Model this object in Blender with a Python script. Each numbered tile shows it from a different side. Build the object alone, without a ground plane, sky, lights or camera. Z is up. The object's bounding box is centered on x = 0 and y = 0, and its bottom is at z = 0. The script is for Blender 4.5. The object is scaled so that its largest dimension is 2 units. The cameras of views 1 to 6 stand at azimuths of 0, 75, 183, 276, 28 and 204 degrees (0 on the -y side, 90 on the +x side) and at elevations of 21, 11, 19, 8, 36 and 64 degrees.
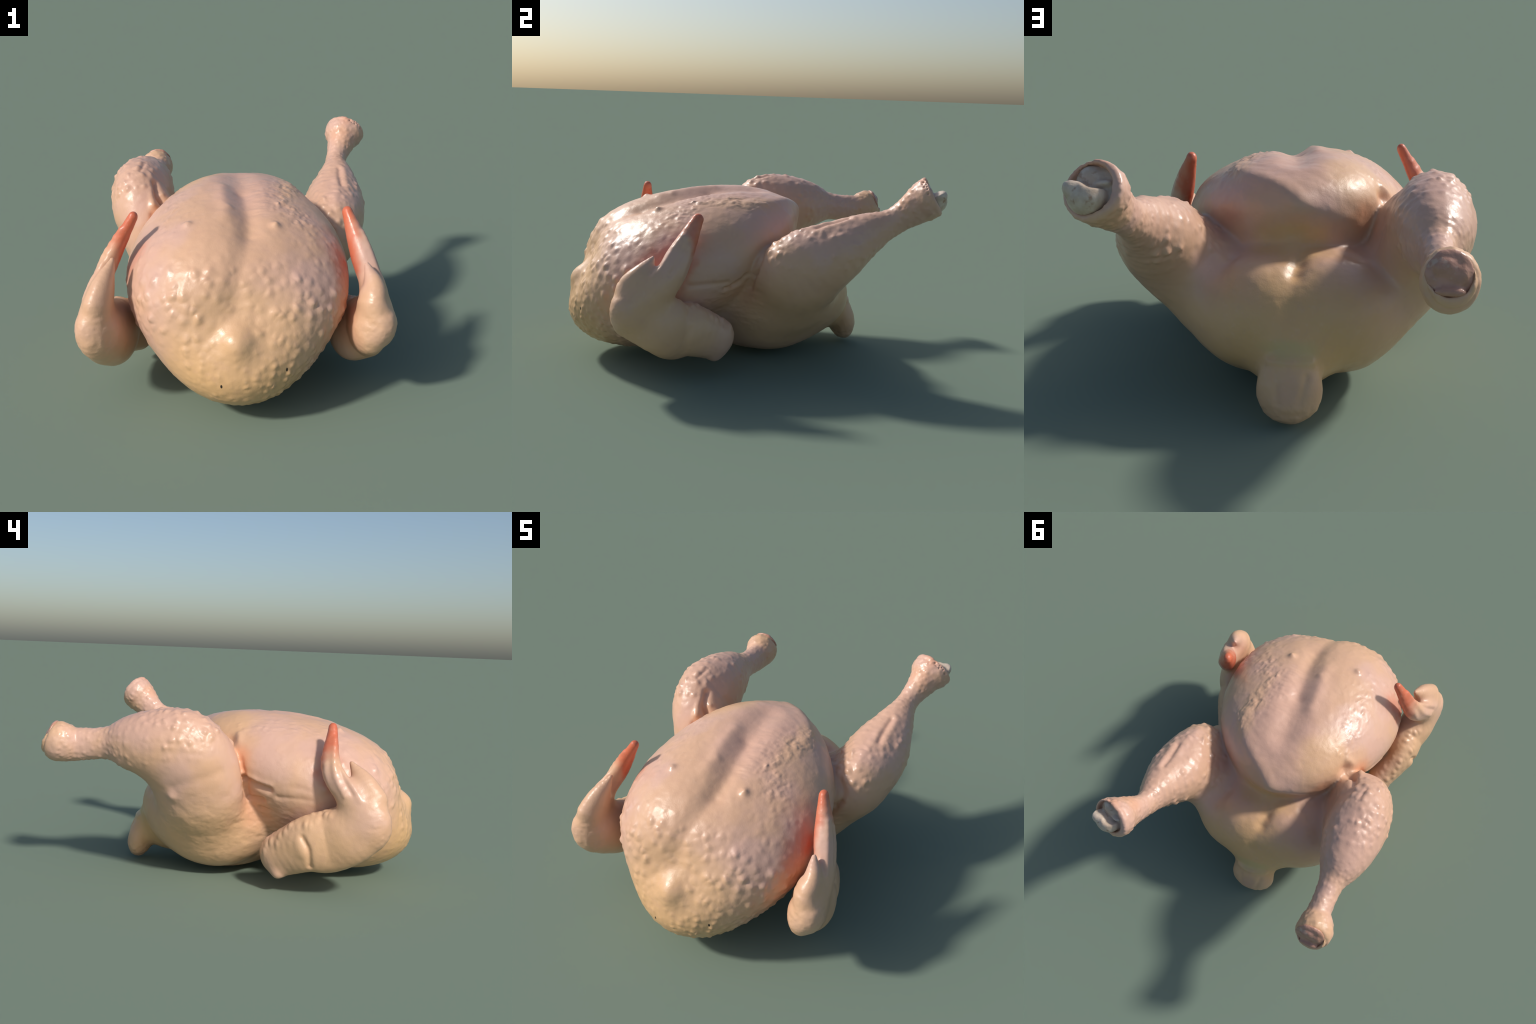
"""A raw, plucked, oven-ready chicken lying on its back.

The bird is described as anatomical lobes (ellipsoids) and limbs (tapered tubes along a
few stations) whose distance fields are blended softly, as skin stretches over flesh.
The blended field is meshed, refined, and then carved and pimpled (keel groove, feather
follicles, folds).  Finally the one skin is separated into torso, neck, tail, legs, wings.
All sizes in metres: x = bird's side, -y = neck end, +y = leg end, z up.
"""
import bpy, bmesh
import numpy as np
from mathutils import Vector

# ----------------------------------------------------------------------------------
#  The anatomy
# ----------------------------------------------------------------------------------
def spread(n):
    """n directions spread evenly over a ball"""
    i = np.arange(n) + .5
    z = 1 - 2 * i / n
    t = np.pi * (1 + 5**.5) * i
    s = np.sqrt(1 - z * z)
    return np.stack([s * np.cos(t), s * np.sin(t), z], 1)

def lobe(name, centre, radii, turn=(0, 0, 0), swell=()):
    """an ellipsoid; swell = how far it is pulled out or pressed in along evenly spread
    directions, as a thumb would shape clay (share of the radius)"""
    return dict(kind="lobe", name=name, c=np.array(centre), r=np.array(radii), w=np.array(turn),
                swell=np.array(swell), pull=spread(len(swell)) if len(swell) else None)

def station(x, y, z, wide, thick):
    return (x, y, z, wide, thick)

def limb(name, flat, stations):
    n = np.array(flat, float)
    return dict(kind="limb", name=name, flat=n / np.linalg.norm(n), nodes=np.array(stations, float))

TORSO = [
    lobe("breast", centre=(-0.068, -0.395, 0.49), radii=(0.389, 0.56, 0.293), turn=(0.159, 0.007, 0.046),
         swell=(0.055, -0.023, -0.092, 0.321, 0.227, 0.138, -0.015, 0.283, -0.28, 0.078, 0.168, 0.032, 0.158, -0.035, 0.19, 0.109, -0.035, -0.02, 0.16, 0.073,
                -0.064, 0.01, -0.095, 0.149, -0.029, -0.168, 0.02, 0.021, -0.063, 0.065, -0.11, 0.029, 0.053, -0.054, 0.177, 0.016, 0.027, 0.156, 0.052, 0.205)),
    lobe("flanks", centre=(0.0, -0.06, 0.341), radii=(0.25, 0.361, 0.2), turn=(0.001, 0.0, 0.0)),
    lobe("belly", centre=(-0.005, 0.195, 0.306), radii=(0.39, 0.417, 0.254), turn=(0.397, 0.039, -0.021),
         swell=(0.043, 0.056, 0.081, 0.049, -0.19, 0.06, 0.152, 0.143, 0.022, 0.11, -0.016, 0.014, -0.056, 0.037, 0.121, -0.099, -0.0, -0.12, 0.002, -0.008,
                0.035, 0.018, 0.086, -0.038, 0.001, -0.11, 0.02, 0.021, 0.088, 0.015, 0.033, 0.015, 0.057, -0.013, 0.0, 0.021)),
    lobe("tail_root", centre=(-0.017, 0.441, 0.222), radii=(0.126, 0.144, 0.135), turn=(-0.003, -0.001, -0.003)),
    lobe("tail_lobe", centre=(-0.02, 0.579, 0.143), radii=(0.127, 0.077, 0.134), turn=(0.196, 0.01, 0.025)),
    lobe("neck_knob", centre=(-0.02, -0.901, 0.42), radii=(0.069, 0.087, 0.068), turn=(-0.001, -0.001, 0.001)),
]
RIGHT_LEG = [
    lobe("thigh", centre=(0.253, 0.133, 0.322), radii=(0.239, 0.318, 0.282), turn=(-0.033, -0.013, -0.06),
         swell=(0.067, -0.098, 0.075, -0.007, -0.034, 0.004, -0.047, -0.032, -0.004, -0.007, 0.094, 0.007, 0.155, -0.066, -0.004, 0.094, 0.056, 0.115, -0.044, 0.018,
                -0.203, 0.01, 0.042, -0.088, 0.062, -0.028, -0.057, 0.051, -0.112, 0.028)),
    limb("drumstick", flat=(1.0, 0.0, 0.0), stations=[
        station(0.456, 0.048, 0.54, wide=0.117, thick=0.106),
        station(0.503, 0.173, 0.557, wide=0.199, thick=0.146),
        station(0.52, 0.305, 0.629, wide=0.171, thick=0.168),
        station(0.549, 0.471, 0.736, wide=0.113, thick=0.102),
        station(0.563, 0.631, 0.811, wide=0.072, thick=0.056),
        station(0.618, 0.768, 0.921, wide=0.102, thick=0.091),
        station(0.634, 0.797, 0.947, wide=0.106, thick=0.117),
        station(0.685, 0.9, 1.018, wide=0.106, thick=0.117),
    ]),
]
LEFT_LEG = [
    lobe("thigh_upper", centre=(-0.485, 0.165, 0.516), radii=(0.146, 0.236, 0.241), turn=(-0.003, -0.2, -0.04)),
    lobe("thigh_lower", centre=(-0.257, 0.112, 0.312), radii=(0.191, 0.313, 0.261), turn=(0.054, 0.001, 0.003)),
    limb("drumstick", flat=(1.0, 0.0, 0.0), stations=[
        station(-0.48, 0.111, 0.695, wide=0.118, thick=0.124),
        station(-0.547, 0.218, 0.728, wide=0.199, thick=0.143),
        station(-0.539, 0.331, 0.744, wide=0.191, thick=0.163),
        station(-0.532, 0.476, 0.748, wide=0.154, thick=0.128),
        station(-0.52, 0.63, 0.74, wide=0.088, thick=0.069),
        station(-0.514, 0.819, 0.722, wide=0.089, thick=0.064),
        station(-0.525, 0.901, 0.732, wide=0.107, thick=0.098),
    ]),
]
RIGHT_WING = [
    limb("forearm", flat=(1.0, 0.28, 0.0), stations=[
        station(0.493, -0.295, 0.206, wide=0.112, thick=0.086),
        station(0.531, -0.438, 0.264, wide=0.134, thick=0.103),
        station(0.52, -0.507, 0.231, wide=0.12, thick=0.099),
        station(0.575, -0.555, 0.302, wide=0.148, thick=0.096),
        station(0.571, -0.706, 0.35, wide=0.108, thick=0.075),
    ]),
    limb("hand", flat=(1.0, 0.28, 0.0), stations=[
        station(0.615, -0.715, 0.402, wide=0.107, thick=0.078),
        station(0.608, -0.565, 0.514, wide=0.08, thick=0.053),
        station(0.565, -0.479, 0.652, wide=0.067, thick=0.052),
        station(0.51, -0.387, 0.819, wide=0.031, thick=0.025),
    ]),
    limb("thumb", flat=(1.0, 0.28, 0.0), stations=[
        station(0.587, -0.706, 0.49, wide=0.088, thick=0.062),
        station(0.6, -0.676, 0.557, wide=0.057, thick=0.046),
        station(0.574, -0.614, 0.639, wide=0.014, thick=0.013),
    ]),
    lobe("web", centre=(0.6, -0.606, 0.512), radii=(0.04, 0.06, 0.06), turn=(-0.0, -0.001, -0.002)),
]
LEFT_WING = [
    limb("forearm", flat=(1.0, -0.3, 0.0), stations=[
        station(-0.53, -0.291, 0.204, wide=0.115, thick=0.076),
        station(-0.608, -0.433, 0.285, wide=0.142, thick=0.077),
        station(-0.6, -0.53, 0.303, wide=0.16, thick=0.094),
        station(-0.626, -0.625, 0.345, wide=0.152, thick=0.104),
        station(-0.64, -0.712, 0.385, wide=0.124, thick=0.094),
    ]),
    limb("hand", flat=(1.0, -0.3, 0.0), stations=[
        station(-0.659, -0.725, 0.431, wide=0.116, thick=0.08),
        station(-0.654, -0.618, 0.55, wide=0.065, thick=0.044),
        station(-0.589, -0.528, 0.685, wide=0.055, thick=0.035),
        station(-0.479, -0.525, 0.876, wide=0.023, thick=0.022),
    ]),
    limb("thumb", flat=(1.0, -0.3, 0.0), stations=[
        station(-0.637, -0.734, 0.534, wide=0.084, thick=0.063),
        station(-0.611, -0.692, 0.617, wide=0.057, thick=0.046),
        station(-0.573, -0.631, 0.706, wide=0.014, thick=0.013),
    ]),
    lobe("web", centre=(-0.63, -0.654, 0.563), radii=(0.04, 0.06, 0.06), turn=(-0.0, -0.0, -0.0)),
]

# ----------------------------------------------------------------------------------
#  Distance fields
# ----------------------------------------------------------------------------------
def rotation(w):
    t = np.linalg.norm(w)
    k = np.array([[0, -w[2], w[1]], [w[2], 0, -w[0]], [-w[1], w[0], 0]])
    if t < 1e-9:
        return np.eye(3) + k
    k = k / t
    return np.eye(3) + np.sin(t) * k + (1 - np.cos(t)) * k @ k

def lobe_distance(p, part):
    q = (p - part["c"]) @ rotation(part["w"])
    r = part["r"]
    k0 = np.linalg.norm(q / r, axis=1) + 1e-9
    k1 = np.linalg.norm(q / (r * r), axis=1) + 1e-9
    if len(part["swell"]):
        towards = (q / r) / k0[:, None]
        full = 1 + np.exp((towards @ part["pull"].T - 1) / .5**2) @ part["swell"]
        k0, k1 = k0 / full, k1 / full
    return k0 * (k0 - 1) / k1

def spline(nodes, per_span=5):
    nodes = np.asarray(nodes, float)
    ext = np.vstack([2 * nodes[0] - nodes[1], nodes, 2 * nodes[-1] - nodes[-2]])
    out = []
    for i in range(len(nodes) - 1):
        a, b, c, d = ext[i:i + 4]
        for t in np.arange(per_span) / per_span:
            out.append(.5 * (2*b + (c-a)*t + (2*a-5*b+4*c-d)*t*t + (3*b-a-3*c+d)*t**3))
    out.append(nodes[-1])
    return np.array(out)

def limb_distance(p, part):
    curve, flat, best = spline(part["nodes"]), part["flat"], None
    for a, b in zip(curve[:-1], curve[1:]):
        ab = b[:3] - a[:3]
        t = np.clip((p - a[:3]) @ ab / (ab @ ab + 1e-12), 0, 1)
        w = p - (a[:3] + t[:, None] * ab)
        wide = np.maximum(a[3] + t * (b[3] - a[3]), .004)
        thick = np.maximum(a[4] + t * (b[4] - a[4]), .004)
        size = np.linalg.norm(w, axis=1) + 1e-9
        across = w @ flat
        along2 = np.maximum(size * size - across * across, 0)
        q = np.sqrt(along2 / wide**2 + (across / thick)**2) + 1e-9
        d = np.where(size > 1e-6, size - size / q, -np.minimum(wide, thick))
        best = d if best is None else np.minimum(best, d)
    return best

def part_distance(p, part):
    if part["kind"] == "lobe":
        return lobe_distance(p, part)
    # far from a limb only a bound on the distance matters
    centre = part["nodes"][:, :3].mean(0)
    reach = (np.linalg.norm(part["nodes"][:, :3] - centre, axis=1) + part["nodes"][:, 3:].max(1)).max()
    d = np.linalg.norm(p - centre, axis=1) - reach
    close = d < .16
    if close.any():
        d[close] = limb_distance(p[close], part)
    return d

def blend(ds, k):
    d = ds[0]
    for e in ds[1:]:
        h = np.maximum(k - np.abs(d - e), 0) / k
        d = np.minimum(d, e) - h * h * k * .25
    return d

def carve(d, tool, k):
    """take the region where tool < 0 out of d, with a rounded lip of size k"""
    e = -tool
    h = np.maximum(k - np.abs(d - e), 0) / k
    return np.maximum(d, e) + h * h * k * .25

def unit(v):
    v = np.array(v, float)
    return v / np.linalg.norm(v)

def frame(normal, up):
    n = unit(normal)
    u = np.array(up, float)
    u = unit(u - n * (u @ n))
    return n, u, np.cross(u, n)           # outwards, upwards, sideways

# the two sawn-off hocks: centre of the cut, the way it faces, size of the opening
CUT_RIGHT = dict(centre=np.array((.648, .805, .960)), axes=frame((.33, .81, .47), (.03, -.126, .197)), open=.085, deep=.03, lip=.020)
CUT_LEFT = dict(centre=np.array((-.517, .978, .780)), axes=frame((.0, .95, .30), (0, -.3, .9)), open=.070, deep=.030, lip=.028)

def leg_distance(p, leg, cut):
    d = blend([part_distance(p, q) for q in leg], .14)
    w = p - cut["centre"]
    n, u, s = cut["axes"]
    h = w @ n
    d = carve(d, -h, cut["lip"])
    across = np.sqrt((w @ u)**2 + (w @ s)**2)
    hollow = np.maximum(across - cut["open"], -h - cut["deep"])
    far = np.linalg.norm(w, axis=1) > .25
    return np.where(far, d, carve(d, hollow, .012))

def wing_distance(p, wing):
    arm, hand, thumb = [part_distance(p, q) for q in wing[:3]]
    d = blend([arm, hand], .045)
    d = blend([d, thumb], .035)
    return blend([d] + [part_distance(p, q) for q in wing[3:]], .05)

def groups(p):
    breast, flanks, belly, root, tail, knob = [part_distance(p, q) for q in TORSO]
    torso = blend([breast, flanks, belly, root], .12)
    torso = blend([blend([torso, tail], .045), knob], .07)
    return dict(
        torso=torso,
        right_leg=leg_distance(p, RIGHT_LEG, CUT_RIGHT),
        left_leg=leg_distance(p, LEFT_LEG, CUT_LEFT),
        right_wing=wing_distance(p, RIGHT_WING),
        left_wing=wing_distance(p, LEFT_WING))

def bird(p):
    g = groups(p)
    # a sharp fold above and in front, one smooth sheet of skin across the rump
    rump = ramp(p[:, 1], .22, .36) * ramp(-p[:, 2], -.60, -.46) * ramp(p[:, 2], .10, .24)
    tuck = .020 + .02 * ramp(-p[:, 2], -.46, -.24) + .045 * rump
    d = blend([g["torso"], g["right_leg"]], tuck)
    d = blend([d, g["left_leg"]], tuck)
    d = blend([d, g["right_wing"]], .02)
    return blend([d, g["left_wing"]], .02)

# ----------------------------------------------------------------------------------
#  Meshing: surface nets on a fine lattice, only near the skin
# ----------------------------------------------------------------------------------
def in_chunks(f, p, n=150000):
    return np.concatenate([f(p[i:i + n]) for i in range(0, len(p), n)])

def net(f, low, high, h, block=4):
    low = np.array(low, float)
    cells = np.ceil((np.array(high) - low) / (h * block)).astype(int)
    idx = np.stack(np.meshgrid(*[np.arange(c) for c in cells], indexing="ij"), -1).reshape(-1, 3)
    mid = low + (idx + .5) * h * block
    d = in_chunks(f, mid)
    near = np.abs(d) < h * block * 1.25
    size = cells * block
    field = np.repeat(np.repeat(np.repeat(d.reshape(cells), block, 0), block, 1), block, 2)
    off = np.stack(np.meshgrid(*[np.arange(block)] * 3, indexing="ij"), -1).reshape(-1, 3)
    fine = (idx[near][:, None] * block + off[None]).reshape(-1, 3)
    field[fine[:, 0], fine[:, 1], fine[:, 2]] = in_chunks(f, low + (fine + .5) * h)
    inside = field < 0
    corner = [(i, j, k) for i in (0, 1) for j in (0, 1) for k in (0, 1)]
    n = size - 1
    cut = lambda a, o: a[o[0]:o[0] + n[0], o[1]:o[1] + n[1], o[2]:o[2] + n[2]]
    count = sum(cut(inside, o).astype(int) for o in corner)
    live = (count > 0) & (count < 8)
    number = np.full(n, -1)
    number[live] = np.arange(live.sum())
    at = np.argwhere(live)
    total, hits = np.zeros((len(at), 3)), np.zeros(len(at))
    for a in corner:
        for ax in range(3):
            if a[ax] == 0:
                b = list(a); b[ax] = 1
                fa = field[tuple((at + a).T)]; fb = field[tuple((at + b).T)]
                x = (fa < 0) != (fb < 0)
                t = np.where(x, fa / np.where(x, fa - fb, 1), 0)
                pos = at + np.array(a) + t[:, None] * (np.array(b) - np.array(a))
                total += np.where(x[:, None], pos, 0); hits += x
    verts = low + (total / hits[:, None] + .5) * h
    faces = []
    for ax in range(3):
        u, v = (ax + 1) % 3, (ax + 2) % 3
        lo = [slice(1, n[i]) for i in range(3)]; lo[ax] = slice(0, n[ax])
        hi = list(lo); hi[ax] = slice(1, n[ax] + 1)
        A, B = inside[tuple(lo)], inside[tuple(hi)]
        e = np.argwhere(A != B)
        flip = A[tuple(e.T)]
        base = e + np.array([0 if i == ax else 1 for i in range(3)])
        def vid(du, dv):
            q = base.copy(); q[:, u] -= du; q[:, v] -= dv
            return number[tuple(q.T)]
        quad = np.stack([vid(1, 1), vid(0, 1), vid(0, 0), vid(1, 0)], 1)
        quad[~flip] = quad[~flip][:, ::-1]
        faces.append(quad)
    return verts, np.concatenate(faces)

def gradient(f, p, e=.003):
    g = np.stack([in_chunks(f, p + e * np.eye(3)[i]) - in_chunks(f, p - e * np.eye(3)[i]) for i in range(3)], 1) / (2 * e)
    return g

def settle(f, p, steps=2, limit=.006):
    for _ in range(steps):
        g = gradient(f, p)
        g2 = np.maximum((g * g).sum(1), .2)
        move = -(in_chunks(f, p) / g2)[:, None] * g
        size = np.linalg.norm(move, axis=1, keepdims=True)
        p = p + move * np.minimum(1, limit / np.maximum(size, 1e-9))
    return p

def refine(verts, faces, levels):
    """Catmull-Clark refinement; returns arrays"""
    me = bpy.data.meshes.new("refine")
    me.from_pydata(verts.tolist(), [], faces.tolist())
    ob = bpy.data.objects.new("refine", me)
    bpy.context.scene.collection.objects.link(ob)
    if levels:
        m = ob.modifiers.new("sub", "SUBSURF"); m.levels = m.render_levels = levels
    ev = ob.evaluated_get(bpy.context.evaluated_depsgraph_get())
    out = ev.to_mesh()
    v = np.empty(len(out.vertices) * 3); out.vertices.foreach_get("co", v)
    n = np.empty(len(out.vertices) * 3); out.vertices.foreach_get("normal", n)
    q = np.empty(len(out.loops), int); out.loops.foreach_get("vertex_index", q)
    ev.to_mesh_clear()
    bpy.data.objects.remove(ob); bpy.data.meshes.remove(me)
    return v.reshape(-1, 3), n.reshape(-1, 3), q.reshape(-1, 4)

def quad_normals(v, f):
    c = np.cross(v[f[:, 2]] - v[f[:, 0]], v[f[:, 3]] - v[f[:, 1]])
    n = np.zeros_like(v)
    for i in range(4):
        np.add.at(n, f[:, i], c)
    return n / np.maximum(np.linalg.norm(n, axis=1, keepdims=True), 1e-12)

# ----------------------------------------------------------------------------------
#  Relief helpers
# ----------------------------------------------------------------------------------
def cell_random(i, salt):
    x = np.sin(i[..., 0] * 127.1 + i[..., 1] * 311.7 + i[..., 2] * 74.7 + salt * 53.3) * 43758.5453
    return x - np.floor(x)

def pimples(p, spacing, jitter=.7, salt=1, radius=.36):
    """follicle bumps scattered on a jittered lattice; 0..1"""
    q = p / spacing
    base = np.floor(q)
    out = np.zeros(len(p))
    for dx in (-1, 0, 1):
        for dy in (-1, 0, 1):
            for dz in (-1, 0, 1):
                c = base + (dx, dy, dz)
                spot = c + .5 + jitter * (np.stack([cell_random(c, salt + s) for s in (0, 7, 13)], -1) - .5)
                d2 = ((q - spot)**2).sum(1)
                out = np.maximum(out, np.exp(-d2 / radius**2) * (.45 + .55 * cell_random(c, salt + 21)))
    return out

def waves(p, scale, salt=0, octaves=3):
    """smooth value noise about -1..1"""
    out, amp, total = np.zeros(len(p)), 1., 0.
    for o in range(octaves):
        q = p / scale * 2**o + 17.3 * o
        b = np.floor(q); t = q - b; t = t * t * (3 - 2 * t)
        s = 0
        for i in (0, 1):
            for j in (0, 1):
                for k in (0, 1):
                    w = (t[:, 0] if i else 1 - t[:, 0]) * (t[:, 1] if j else 1 - t[:, 1]) * (t[:, 2] if k else 1 - t[:, 2])
                    s = s + w * cell_random(b + (i, j, k), salt + o)
        out += amp * (2 * s - 1); total += amp; amp *= .5
    return out / total

def ramp(x, a, b):
    t = np.clip((x - a) / (b - a), 0, 1)
    return t * t * (3 - 2 * t)

def near_point(p, c, r):
    return np.exp(-((p - np.array(c))**2).sum(1) / r**2)

def near_region(p, c, r, soft=.35):
    k = np.sqrt((((p - np.array(c)) / np.array(r))**2).sum(1))
    return 1 - ramp(k, 1 - soft, 1 + soft)

def near_line(p, pts, width):
    """1 on a smooth line through pts, falling off with distance"""
    pts = spline(np.array(pts, float), 4)
    out = np.zeros(len(p))
    ok = ((p > pts.min(0) - 3 * width) & (p < pts.max(0) + 3 * width)).all(1)
    if ok.any():
        q, best = p[ok], 9.
        for a, b in zip(pts[:-1], pts[1:]):
            ab = b - a
            t = np.clip((q - a) @ ab / (ab @ ab), 0, 1)
            best = np.minimum(best, ((q - a - t[:, None] * ab)**2).sum(1))
        out[ok] = np.exp(-best / width**2)
    return out

def only(mask, f, *args):
    """mask * f(p, ...) worked out only where the mask is not nil; args are per-vertex or plain"""
    out = np.zeros(len(mask))
    ok = np.abs(mask) > 1e-4
    if ok.any():
        out[ok] = mask[ok] * f(*[a[ok] if isinstance(a, np.ndarray) and len(a) == len(mask) else a for a in args])
    return out

def relief(p, n, g):
    """height of the skin's own relief above the smooth body, in metres"""
    leg = np.minimum(g["right_leg"], g["left_leg"])
    wing = np.minimum(g["right_wing"], g["left_wing"])
    torso = ramp(leg - g["torso"], -.01, .03) * ramp(wing, .004, .022)
    on_wing = 1 - ramp(wing, .0, .012)
    x, y, z = p.T
    soft = waves(p, .09, 3)
    h = np.zeros(len(p))

    # --- breast -----------------------------------------------------------------
    keel = [(.045, -.62, .815), (.046, -.53, .845), (.036, -.40, .88), (.022, -.26, .905), (.004, -.12, .92), (.0, .0, .92)]
    h -= .021 * near_line(p, keel, .085) * torso
    h -= .016 * near_line(p, keel[:4], .045) * torso
    h -= .012 * near_line(p, [(.005, -.2, .915), (-.005, -.02, .92), (-.015, .13, .89)], .085) * torso
    h += .010 * near_line(p, [(-.06, -.50, .865), (-.07, -.38, .89), (-.08, -.2, .915)], .035) * torso
    h -= .008 * near_line(p, [(.046, -.60, .80), (.05, -.55, .81), (.046, -.48, .82)], .012) * torso
    h -= .012 * near_line(p, [(.03, -.70, .78), (-.01, -.80, .69), (-.03, -.86, .60)], .05) * torso
    # stubs of plucked quills under the skin
    for c, a, r in (((-.235, -.561, .85), .021, .021), ((.166, -.542, .828), .022, .022), ((-.042, -.435, .88), .006, .022)):
        h += a * near_point(p, c, r) * torso
    # follicles: crowded over the crop and shoulders, none on the knob of the neck
    q = p + .012 * np.stack([waves(p, .06, 5), waves(p, .06, 6), waves(p, .06, 8)], 1)
    crop = torso * ramp(-y + .5 * (.6 - z), .60, .78) * (1 - near_region(p, (-.04, -.99, .47), (.085, .12, .085), .4))
    crop *= 1 - .85 * ramp(-x - .9 * (z - .42), .22, .42) * ramp(-z, -.48, -.36)
    crop *= .55 + .45 * ramp(np.abs(x + .02), .06, .16)
    crop *= .6 + .4 * ramp(waves(p, .16, 19, 2), -.4, .3)
    low = ramp(-z, -.42, -.30)
    h += .0155 * only(crop * (1 - low), pimples, q, .053, .8, 1, .38) + .0115 * only(crop * low, pimples, q, .038, .8, 4, .37)
    h += .002 * only(crop, waves, p, .03, 16, 2)
    h += .006 * only(torso * ramp(-y, .35, .55) * (1 - ramp(-y, .62, .8)) * ramp(np.abs(x), .2, .33), pimples, q, .052, .75, 1, .34)
    # feather tracts: slanting streaks either side of the keel
    tract = near_line(p, [(.27, -.44, .81), (.205, -.33, .855), (.215, -.16, .875), (.25, -.03, .86)], .075) * torso
    slant = np.stack([x * 1.1 - .35 * y, .6 * y + .35 * x, z], 1) + .03 * np.stack([waves(p, .07, 33), waves(p, .07, 34), waves(p, .07, 35)], 1)
    h += .010 * only(tract, pimples, slant, .040, .9, 9, .38) + .006 * only(tract, waves, p, .03, 12)
    tract = near_line(p, [(-.30, -.45, .83), (-.33, -.25, .86), (-.34, -.05, .84)], .08) * torso
    h += .005 * only(tract, pimples, slant, .036, .8, 9, .38)
    ripple = near_line(p, [(.10, -.42, .87), (.11, -.15, .91)], .06) * torso
    h += .0045 * only(ripple, waves, p * (.5, 1.6, 1), .035, 11, 2)
    h += .0035 * torso * soft * ramp(z, .3, .6) + .0012 * only(torso, waves, p, .03, 14)

    # --- flank folds where thigh skin is pulled against the breast ---------------
    for line, a, w in (
            ([(.48, -.07, .542), (.434, -.124, .502), (.447, -.185, .464)], .013, .013),
            ([(.455, -.075, .512), (.432, -.156, .464), (.459, -.229, .452)], .011, .012),
            ([(.509, -.42, .481), (.499, -.32, .484), (.475, -.22, .485)], .009, .016),
            ([(.44, -.03, .655), (.478, -.05, .60), (.472, -.078, .535), (.418, -.088, .446)], .012, .018),
            ([(-.455, -.03, .72), (-.447, -.058, .645), (-.443, -.08, .578), (-.39, -.09, .475)], .010, .016),
            ([(-.439, -.075, .577), (-.473, -.139, .552), (-.504, -.21, .536)], .022, .020),
            ([(-.39, -.10, .47), (-.446, -.173, .468)], .015, .017),
            ([(-.40, -.16, .42), (-.44, -.25, .43), (-.48, -.34, .44)], .008, .014),
            ([(-.51, -.26, .50), (-.53, -.36, .505), (-.53, -.44, .50)], .006, .014),
            ([(-.486, -.215, .558), (-.526, -.334, .564), (-.533, -.434, .546)], .008, .014)):
        h -= a * near_line(p, line, w) * ramp(wing, .003, .015)
    h += .010 * near_line(p, [(-.435, -.06, .608), (-.475, -.14, .582), (-.505, -.22, .56)], .016)
    flank = near_region(p, (.42, -.18, .36), (.14, .18, .2)) + near_region(p, (-.42, -.18, .36), (.14, .18, .2))
    h += .004 * only(flank * ramp(wing, .003, .015), waves, p * (1, 1, 2.2), .05, 15)

    # --- legs -------------------------------------------------------------------
    for key, mid, end, cut, salt in (("right_leg", (.53, .30, .68), (.585, .70, .86), CUT_RIGHT, 31), ("left_leg", (-.54, .33, .76), (-.52, .72, .73), CUT_LEFT, 47)):
        here = ramp(g["torso"] - g[key], -.005, .02)
        drum = here * near_region(p, mid, (.26, .36, .27), .25)
        ankle = here * near_region(p, end, (.17, .24, .2), .3)
        drum *= ramp(z, .52, .66) if key == "right_leg" else ramp(z + .35 * y, .70, .86)
        drum *= .3 + .7 * ramp(waves(p, .13, salt + 5, 2), -.35, .35)
        h += .0125 * only(drum * (1 - .7 * ankle), pimples, q, .048, .6, salt, .34)
        scaly = np.maximum(ankle, .6 * drum)
        h += .0045 * (only(scaly, pimples, p, .026, .85, salt + 3, .42) - .3 * scaly)
        w = p - cut["centre"]
        out = w @ cut["axes"][0]
        rim = here * np.exp(-(np.linalg.norm(w, axis=1) / .13)**4)
        h += .006 * only(rim, waves, p, .035, salt)
        close = here * ramp(.17 - np.linalg.norm(w, axis=1), 0, .03)
        h -= (.002 if salt == 31 else .006) * close * np.exp(-((out + .03 - .008 * only(close, waves, p, .06, salt + 1)) / .008)**2)
        h += .0025 * only(here, waves, p, .08, salt + 2)
    h -= .009 * near_line(p, [(.556, .38, .83), (.552, .30, .806), (.552, .22, .78)], .015)
    h += .006 * near_line(p, [(.58, .40, .815), (.585, .30, .795), (.58, .20, .765)], .018)
    h += .006 * near_line(p, [(.53, .28, .80), (.525, .16, .755), (.50, .06, .72)], .02)
    h -= .006 * near_line(p, [(-.505, .235, .935), (-.515, .19, .925), (-.525, .15, .91)], .010)
    h -= .030 * near_line(p, [(-.455, .12, .84), (-.435, .065, .80), (-.40, .035, .78)], .020)
    h -= .028 * near_point(p, (-.385, .03, .78), .036)
    h += .007 * near_line(p, [(-.475, .14, .86), (-.468, .06, .81), (-.455, .0, .765)], .02)
    h += .008 * near_line(p, [(-.45, .0, .765), (-.41, -.025, .775), (-.36, -.03, .80)], .02)
    # where drumstick folds on thigh
    h -= .005 * near_line(p, [(-.657, .26, .55), (-.675, .136, .59), (-.64, .02, .635)], .032)
    h += .012 * near_point(p, (-.625, .275, .495), .026)
    h -= .002 * near_line(p, [(.63, .28, .45), (.64, .2, .50), (.60, .1, .53)], .03)
    h += .006 * near_line(p, [(.50, .36, .33), (.53, .33, .40)], .022)
    shank = ramp(g["torso"] - leg, -.02, .02) * near_region(p, (-.5, .12, .33), (.25, .35, .28))
    h += .0035 * only(shank, waves, p, .05, 21)

    # --- belly and tail -----------------------------------------------------------
    h += .012 * near_point(p, (.12, .40, .55), .08) + .012 * near_point(p, (-.135, .37, .565), .07)
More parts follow.
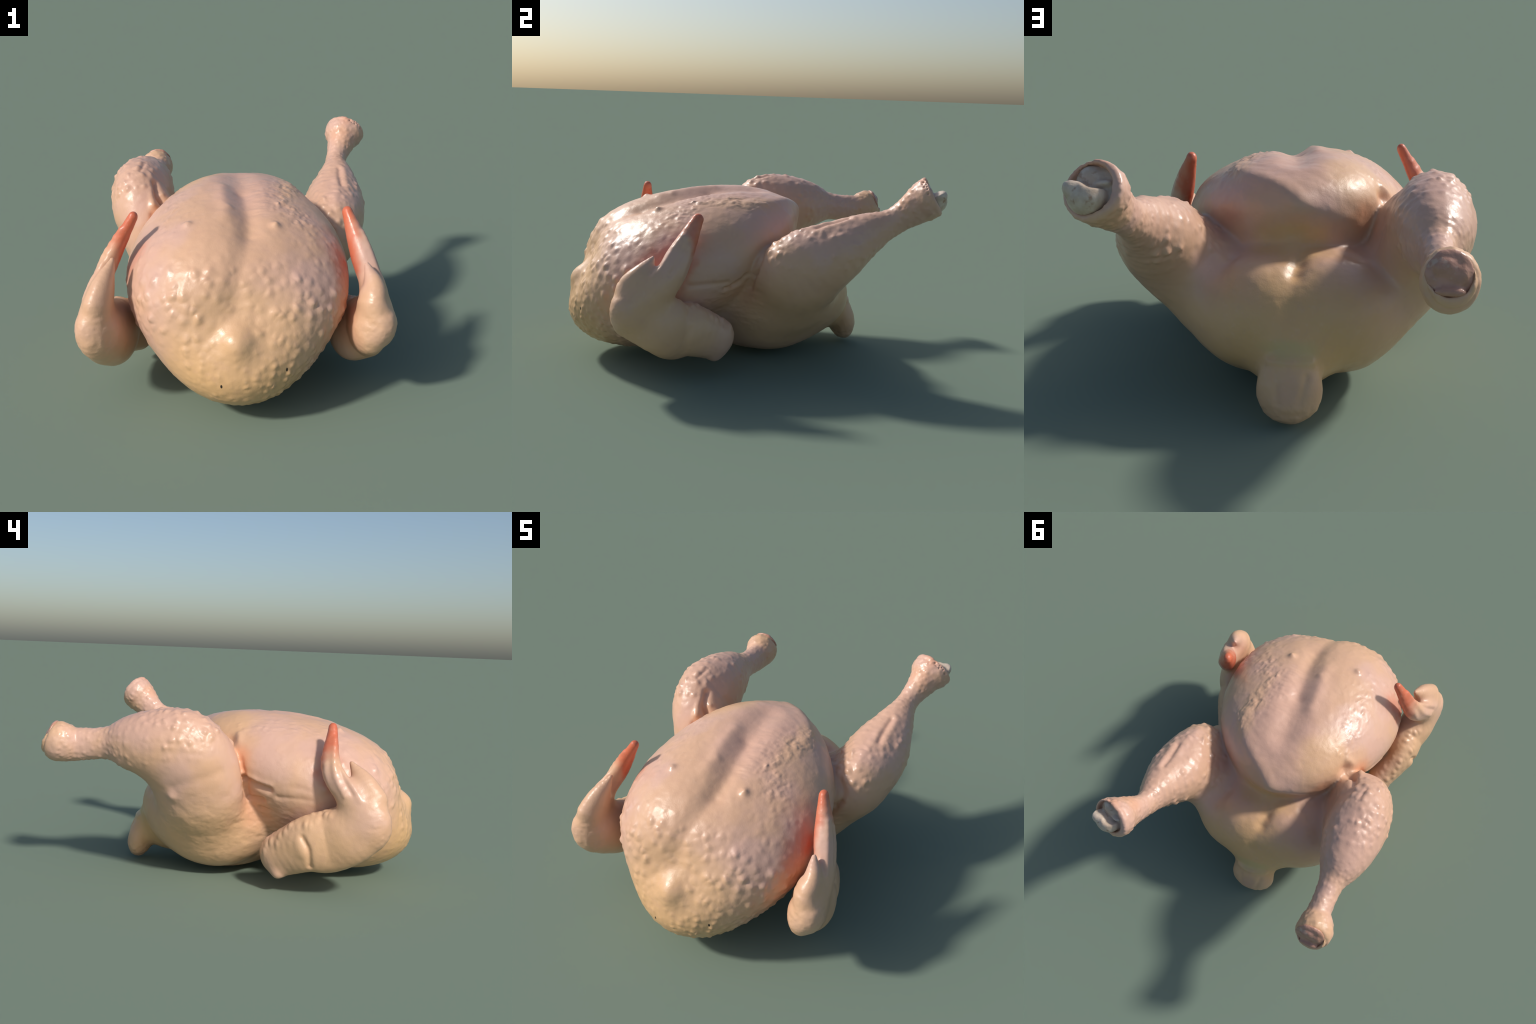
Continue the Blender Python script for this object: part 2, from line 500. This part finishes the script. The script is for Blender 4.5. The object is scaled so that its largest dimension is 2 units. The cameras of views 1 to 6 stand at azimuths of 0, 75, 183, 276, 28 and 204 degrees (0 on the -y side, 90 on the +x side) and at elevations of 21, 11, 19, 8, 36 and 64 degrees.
    h -= .032 * near_line(p, [(-.03, .28, .57), (-.03, .34, .56), (-.02, .40, .53)], .032)
    h -= .012 * near_line(p, [(-.03, .36, .555), (-.01, .44, .50), (.005, .51, .43)], .035)
    h -= .010 * near_line(p, [(-.22, .27, .60), (-.29, .33, .52), (-.34, .36, .42)], .03)
    h -= .008 * near_line(p, [(.24, .30, .56), (.28, .38, .49), (.35, .37, .42)], .03)
    # rear edge of the breast: a blunt keel tip with flattened faces below it
    edge = [(.26, -.06, .855), (.18, .10, .865), (.05, .22, .85), (-.03, .262, .80), (-.14, .235, .755), (-.28, .21, .69)]
    h += .010 * near_line(p, edge, .04) * torso
    h += .020 * near_point(p, (-.02, .27, .78), .06) * torso
    h -= .008 * near_point(p, (.15, .21, .76), .09) * torso
    h += .020 * near_point(p, (.0, .25, .60), .06) * torso
    h -= .005 * near_line(p, [(-.15, .10, .875), (-.17, .2, .82)], .07) * torso
    h -= .014 * near_point(p, (.31, .37, .585), .05) + .014 * near_point(p, (-.34, .17, .73), .05)
    h -= .008 * near_point(p, (-.025, .655, .165), .05)
    h -= .005 * near_line(p, [(.035, .625, .23), (.03, .645, .17), (.02, .645, .12)], .014)
    h -= .006 * near_line(p, [(-.085, .62, .22), (-.075, .645, .17), (-.06, .645, .12)], .014)
    h += .008 * near_line(p, [(.06, .585, .262), (-.02, .605, .268), (-.10, .58, .262)], .018)
    under = ramp(-z, -.16, -.06) * ramp(y, .42, .5)
    h += .005 * only(under, waves, p, .025, 25)

    # --- wings --------------------------------------------------------------------
    for sx, crest in ((1, [(.50, -.22, .27), (.53, -.32, .355), (.55, -.44, .41)]), (-1, [(-.547, -.20, .25), (-.581, -.26, .31), (-.634, -.397, .40), (-.64, -.52, .455)])):
        h += .011 * only(on_wing * near_line(p, crest, .06), pimples, p * (.8, 1.1, .6), .036, .5, 53, .42)
    h -= .012 * on_wing * near_line(p, [(-.68, -.40, .335), (-.685, -.438, .272), (-.665, -.449, .186)], .014)
    h += .006 * on_wing * near_line(p, [(-.68, -.37, .30), (-.68, -.40, .25)], .03)
    h -= .005 * on_wing * near_line(p, [(.638, -.428, .301), (.646, -.452, .239), (.623, -.455, .175)], .016)
    wrist = near_region(p, (.62, -.80, .38), (.12, .12, .14)) + near_region(p, (-.66, -.80, .42), (.12, .12, .14))
    h += .004 * only(on_wing * wrist, waves, p * (1, 1, 1.4), .045, 27)
    # tendons and flight-feather ridge of the hand
    for line, a, w in (
            ([(-.54, -.542, .824), (-.606, -.539, .734), (-.657, -.552, .646), (-.70, -.60, .56)], .007, .015),
            ([(-.64, -.59, .68), (-.679, -.632, .614), (-.712, -.68, .545)], .006, .018),
            ([(-.61, -.50, .70), (-.64, -.50, .63), (-.66, -.52, .57)], .006, .016),
            ([(.575, -.472, .748), (.618, -.561, .633), (.652, -.625, .563)], .006, .015),
            ([(.60, -.42, .69), (.625, -.45, .61), (.64, -.47, .56)], .007, .016)):
        h += a * on_wing * near_line(p, line, w)
    h -= .006 * on_wing * near_line(p, [(-.62, -.565, .70), (-.672, -.60, .63), (-.70, -.64, .57)], .012)
    h -= .006 * on_wing * near_line(p, [(.585, -.445, .72), (.622, -.50, .63), (.645, -.54, .57)], .012)
    h += .022 * near_point(p, (-.568, -.278, .105), .035) + .014 * near_point(p, (.506, -.284, .099), .035)
    h += .0018 * only(on_wing, waves, p, .05, 29)
    return h

# ----------------------------------------------------------------------------------
#  Build the skin
# ----------------------------------------------------------------------------------
for old in list(bpy.data.objects):
    bpy.data.objects.remove(old)

verts, faces = net(bird, (-.9, -1.12, -.12), (.9, 1.12, 1.2), .0105)
verts = settle(bird, verts)
verts, _, faces = refine(verts, faces, 1)
pieces = [groups(verts[i:i + 150000]) for i in range(0, len(verts), 150000)]
g = {k: np.concatenate([q[k] for q in pieces]) for k in pieces[0]}
normals = quad_normals(verts, faces)
verts = verts + normals * relief(verts, normals, g)[:, None]
# the very lowest skin rests on the table
low = verts[:, 2].min()
verts[:, 2] -= low * np.exp(-(verts[:, 2] - low) / .012)
normals = quad_normals(verts, faces)
print("skin", len(verts), "verts", verts.min(0), verts.max(0))

# ----------------------------------------------------------------------------------
#  Materials
# ----------------------------------------------------------------------------------
class Nodes:
    def __init__(self, name, roughness):
        self.m = bpy.data.materials.new(name)
        self.m.use_nodes = True
        self.t = self.m.node_tree
        self.b = self.t.nodes["Principled BSDF"]
        self.b.inputs["Roughness"].default_value = roughness
        self.at = self.new("ShaderNodeTexCoord").outputs["Object"]

    def new(self, kind, **props):
        n = self.t.nodes.new(kind)
        for k, v in props.items():
            setattr(n, k, v)
        return n

    def put(self, socket, value):
        if isinstance(value, bpy.types.NodeSocket):
            self.t.links.new(value, socket)
        else:
            socket.default_value = value

    def noise(self, scale, detail=3, where=None, colour=False):
        n = self.new("ShaderNodeTexNoise")
        self.put(n.inputs["Vector"], where or self.at)
        n.inputs["Scale"].default_value = scale
        n.inputs["Detail"].default_value = detail
        return n.outputs["Color" if colour else "Fac"]

    def vec(self, op, a, b=None, scale=None):
        n = self.new("ShaderNodeVectorMath", operation=op)
        self.put(n.inputs[0], a)
        if b is not None:
            self.put(n.inputs[1], b)
        if scale is not None:
            n.inputs["Scale"].default_value = scale
        return n.outputs["Value" if op in ("LENGTH", "DISTANCE") else "Vector"]

    def math(self, op, a, b=0., clamp=False):
        n = self.new("ShaderNodeMath", operation=op, use_clamp=clamp)
        self.put(n.inputs[0], a); self.put(n.inputs[1], b)
        return n.outputs[0]

    def fade(self, x, a, b, low=0., high=1.):
        n = self.new("ShaderNodeMapRange", interpolation_type="SMOOTHSTEP")
        self.put(n.inputs["Value"], x)
        for k, v in zip(("From Min", "From Max", "To Min", "To Max"), (a, b, low, high)):
            n.inputs[k].default_value = v
        return n.outputs["Result"]

    def mix(self, fac, a, b):
        n = self.new("ShaderNodeMix", data_type="RGBA")
        self.put(n.inputs["Factor"], fac)
        for s, v in ((n.inputs[6], a), (n.inputs[7], b)):
            self.put(s, (*v, 1) if isinstance(v, tuple) else v)
        return n.outputs[2]

    def region(self, where, centre, radii, inner, outer):
        """1 inside an ellipsoidal region, fading to 0 at its edge"""
        d = self.vec("LENGTH", self.vec("DIVIDE", self.vec("SUBTRACT", where, centre), radii))
        return self.fade(d, inner, outer, 1., 0.)

    def grain(self, scale, strength, distance=.003):
        n = self.new("ShaderNodeBump")
        n.inputs["Strength"].default_value = strength
        n.inputs["Distance"].default_value = distance
        self.t.links.new(self.noise(scale, 4), n.inputs["Height"])
        self.t.links.new(n.outputs["Normal"], self.b.inputs["Normal"])

def skin_material():
    k = Nodes("chicken_skin", .36)
    wobble = k.vec("SCALE", k.vec("SUBTRACT", k.noise(9, 2, colour=True), (.5, .5, .5)), scale=.10)
    at = k.vec("ADD", k.at, wobble)
    peach, mauve, cream, fat = (.68, .412, .262), (.65, .393, .294), (.70, .43, .240), (.70, .425, .195)
    red, blush, orange = (.64, .145, .068), (.53, .15, .085), (.72, .34, .19)
    c = k.mix(k.fade(k.noise(3.2, 3), .40, .64), peach, (.66, .41, .315))
    # mauve skin over the breast ridge and drumsticks
    for centre, radii, amount in (((.04, -.10, .95), (.24, .48, .22), .85), ((.53, .35, .76), (.2, .34, .16), .6), ((-.55, .33, .86), (.2, .32, .17), .75)):
        c = k.mix(k.math("MULTIPLY", k.region(at, centre, radii, .5, 1.25), amount), c, mauve)
    # creamy fat shining through at the crop, belly, thighs and tail
    for centre, radii, tint, amount in (
            ((-.02, -.95, .22), (.42, .32, .36), fat, .9), ((0, -.92, .48), (.42, .26, .22), cream, .75),
            ((0, .42, .32), (.46, .30, .32), fat, 1.), ((-.45, .12, .26), (.32, .38, .28), cream, .9), ((.45, .12, .26), (.32, .38, .28), cream, .9),
            ((.245, -.12, .86), (.08, .25, .09), cream, .5), ((-.26, .03, .86), (.16, .2, .1), cream, .7),
            ((-.52, .93, .76), (.13, .12, .13), cream, .8), ((.60, .80, .87), (.1, .1, .08), cream, .6),
            ((0, .26, .62), (.2, .1, .12), fat, .85), ((-.64, -.52, .32), (.16, .38, .30), cream, .8), ((.61, -.52, .32), (.15, .38, .30), cream, .8),
            ((-.02, .60, .14), (.14, .12, .16), cream, .7)):
        c = k.mix(k.math("MULTIPLY", k.region(at, centre, radii, .45, 1.2), amount), c, tint)
    # greenish tinge above the tail
    c = k.mix(k.math("MULTIPLY", k.region(at, (-.02, .585, .305), (.13, .08, .055), .4, 1.2), .55), c, (.56, .46, .20))
    c = k.mix(k.math("MULTIPLY", k.region(at, (-.025, .66, .17), (.055, .06, .07), .4, 1.2), .5), c, (.60, .36, .27))
    # red, orange and brown tints on flanks, creases, pits and hocks
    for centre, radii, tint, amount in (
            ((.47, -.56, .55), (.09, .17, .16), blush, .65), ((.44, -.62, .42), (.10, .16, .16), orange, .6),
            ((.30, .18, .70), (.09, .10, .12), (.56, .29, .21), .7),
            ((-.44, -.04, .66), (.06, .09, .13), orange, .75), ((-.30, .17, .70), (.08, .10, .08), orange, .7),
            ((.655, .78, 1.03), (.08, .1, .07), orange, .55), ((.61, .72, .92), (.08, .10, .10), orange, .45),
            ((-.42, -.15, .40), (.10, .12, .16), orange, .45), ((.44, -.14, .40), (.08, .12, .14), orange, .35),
            ((.50, -.62, .33), (.06, .2, .13), orange, .45), ((-.53, -.62, .34), (.05, .2, .13), orange, .45)):  # last row: mild orange tint along the inner sides of both forearms
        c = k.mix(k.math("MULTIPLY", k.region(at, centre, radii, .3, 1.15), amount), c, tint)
    # raw red wing tips, redder towards the inner edge
    for centre, radii, amount in (
            ((.505, -.385, .82), (.085, .12, .16), .95), ((.520, -.47, .66), (.050, .10, .17), .9), ((.565, -.39, .68), (.06, .055, .16), .85),
            ((-.485, -.525, .87), (.065, .11, .16), .95), ((-.535, -.545, .72), (.035, .10, .19), .85), ((-.56, -.46, .74), (.06, .05, .18), .8), ((-.53, -.545, .80), (.09, .10, .20), .7)):
        c = k.mix(k.math("MULTIPLY", k.region(at, centre, radii, .3, 1.2), amount), c, red)
    # mottling and the odd dark quill root
    c = k.mix(k.fade(k.noise(46, 4), .56, .76, 0., .14), c, (.74, .52, .38))
    c = k.mix(k.fade(k.noise(21, 3), .54, .78, 0., .22), c, (.58, .33, .24))
    for spot, size in (((-.094, -.988, .251), (.006, .02, .011)), ((.189, -.941, .299), (.006, .02, .012))):
        c = k.mix(k.region(k.at, spot, size, .6, 1.), c, (.03, .02, .015))
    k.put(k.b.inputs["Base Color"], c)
    k.put(k.b.inputs["Roughness"], k.fade(k.noise(14, 3), .3, .7, .30, .44))
    k.grain(150, .25, .002)
    return k.m

def flat_material(name, a, b, scale, roughness, stain=None):
    k = Nodes(name, roughness)
    c = k.mix(k.fade(k.noise(scale, 4), .35, .65), a, b)
    if stain:
        c = k.mix(k.fade(k.noise(scale * .7, 3, k.vec("ADD", k.at, (3., 1., 2.))), .58, .70, 0., .8), c, stain)
    k.put(k.b.inputs["Base Color"], c)
    k.grain(90, .4, .003)
    return k.m

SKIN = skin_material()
BONE = flat_material("cut_bone", (.64, .52, .41), (.55, .42, .31), 30, .38, (.34, .17, .09))
MARROW = flat_material("cut_flesh", (.54, .29, .21), (.47, .25, .17), 26, .32, (.58, .42, .32))

# ----------------------------------------------------------------------------------
#  Separate the one skin into its anatomical parts
# ----------------------------------------------------------------------------------
root = bpy.data.objects.new("raw_chicken", None)
bpy.context.scene.collection.objects.link(root)
root["label"] = "plucked raw whole chicken lying on its back, legs up"
root["category"] = "raw chicken"

def add_part(name, v, f, n, material, parent):
    used = np.unique(f)
    back = np.full(len(v), -1)
    back[used] = np.arange(len(used))
    me = bpy.data.meshes.new(name)
    me.from_pydata(v[used].tolist(), [], back[f].tolist())
    me.polygons.foreach_set("use_smooth", np.ones(len(f), bool))
    me.materials.append(material)
    me.update()
    me.normals_split_custom_set_from_vertices(n[used].tolist())
    ob = bpy.data.objects.new(name, me)
    bpy.context.scene.collection.objects.link(ob)
    ob.parent = parent
    return ob

mid = verts[faces].mean(1)
gm = np.stack([g[k][faces].mean(1) for k in ("torso", "right_leg", "left_leg", "right_wing", "left_wing")], 1)
kind = gm.argmin(1)
tail_near = part_distance(mid, TORSO[4])
kind[(kind == 0) & (tail_near < .035) & (mid[:, 1] > .5)] = 5
kind[(kind == 0) & (part_distance(mid, TORSO[5]) < .028)] = 6
hand = [part_distance(mid, w[1]) - part_distance(mid, w[0]) for w in (RIGHT_WING, LEFT_WING)]
thumb = [part_distance(mid, w[2]) - part_distance(mid, w[1]) for w in (RIGHT_WING, LEFT_WING)]
for side in (0, 1):
    arm = kind == 3 + side
    kind[arm & (hand[side] < -.02)] = 7 + side
    kind[arm & (thumb[side] < -.02) & (mid[:, 2] > .55)] = 9 + side
parents = {}
for i, (name, over) in enumerate((("torso", None), ("leg", None), ("leg", None), ("wing", None), ("wing", None),
                                  ("tail", None), ("neck", None), ("wing_tip", 3), ("wing_tip", 4), ("thumb", 3), ("thumb", 4))):
    if (kind == i).any():
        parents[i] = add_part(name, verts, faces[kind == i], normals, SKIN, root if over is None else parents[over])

# ----------------------------------------------------------------------------------
#  What shows in the two sawn hocks
# ----------------------------------------------------------------------------------
def in_cut(cut, s, u, n):
    return cut["centre"] + s * cut["axes"][2] + u * cut["axes"][1] + n * cut["axes"][0]

def knuckle(name, cut, lumps, step, rough, salt, material, parent):
    """bone and gristle seen in a cut; step = lumps sawn off along a sloping ledge"""
    axes = np.stack([cut["axes"][2], cut["axes"][1], cut["axes"][0]], 1)
    def lump(q, c, r):
        w = (q - np.array(c)) / np.array(r)
        k0 = np.linalg.norm(w, axis=1) + 1e-9
        return k0 * (k0 - 1) / (np.linalg.norm(w / np.array(r), axis=1) + 1e-9)
    def field(p):
        q = (p - cut["centre"]) @ axes
        d = blend([lump(q, c, r) for c, r in lumps], .012)
        if step:
            ledge = (q[:, 1] + .38 * q[:, 0] - .004 + .006 * np.sin(q[:, 0] * 70)) / 1.07
            low = blend([lump(q, c, r) for c, r in step], .012)
            d = blend([d, carve(low, -ledge, .008)], .008)
        return d + rough * waves(q, .03, salt)
    v, f = net(field, cut["centre"] - .14, cut["centre"] + .14, .005, 4)
    v, n, f = refine(v, f, 1)
    return add_part(name, v, f, quad_normals(v, f), material, parent)

# the right hock: a broken stump, its lower half standing proud of a sunken upper face
knuckle("bone_end", CUT_RIGHT, [((.0, .0, -.036), (.086, .086, .018)), ((-.012, .034, -.026), (.05, .052, .028)), ((.045, .01, -.02), (.03, .012, .02))],
        [((-.012, -.026, -.01), (.070, .062, .062)), ((-.046, .0, .014), (.034, .036, .046))], .002, 61, BONE, parents[1])
knuckle("bone_end", CUT_LEFT, [((.0, .0, -.034), (.078, .078, .020)), ((-.018, .018, -.020), (.034, .026, .012)), ((.028, -.006, -.021), (.024, .030, .010)), ((.0, -.056, -.016), (.05, .016, .016))],
        None, .004, 63, MARROW, parents[2])
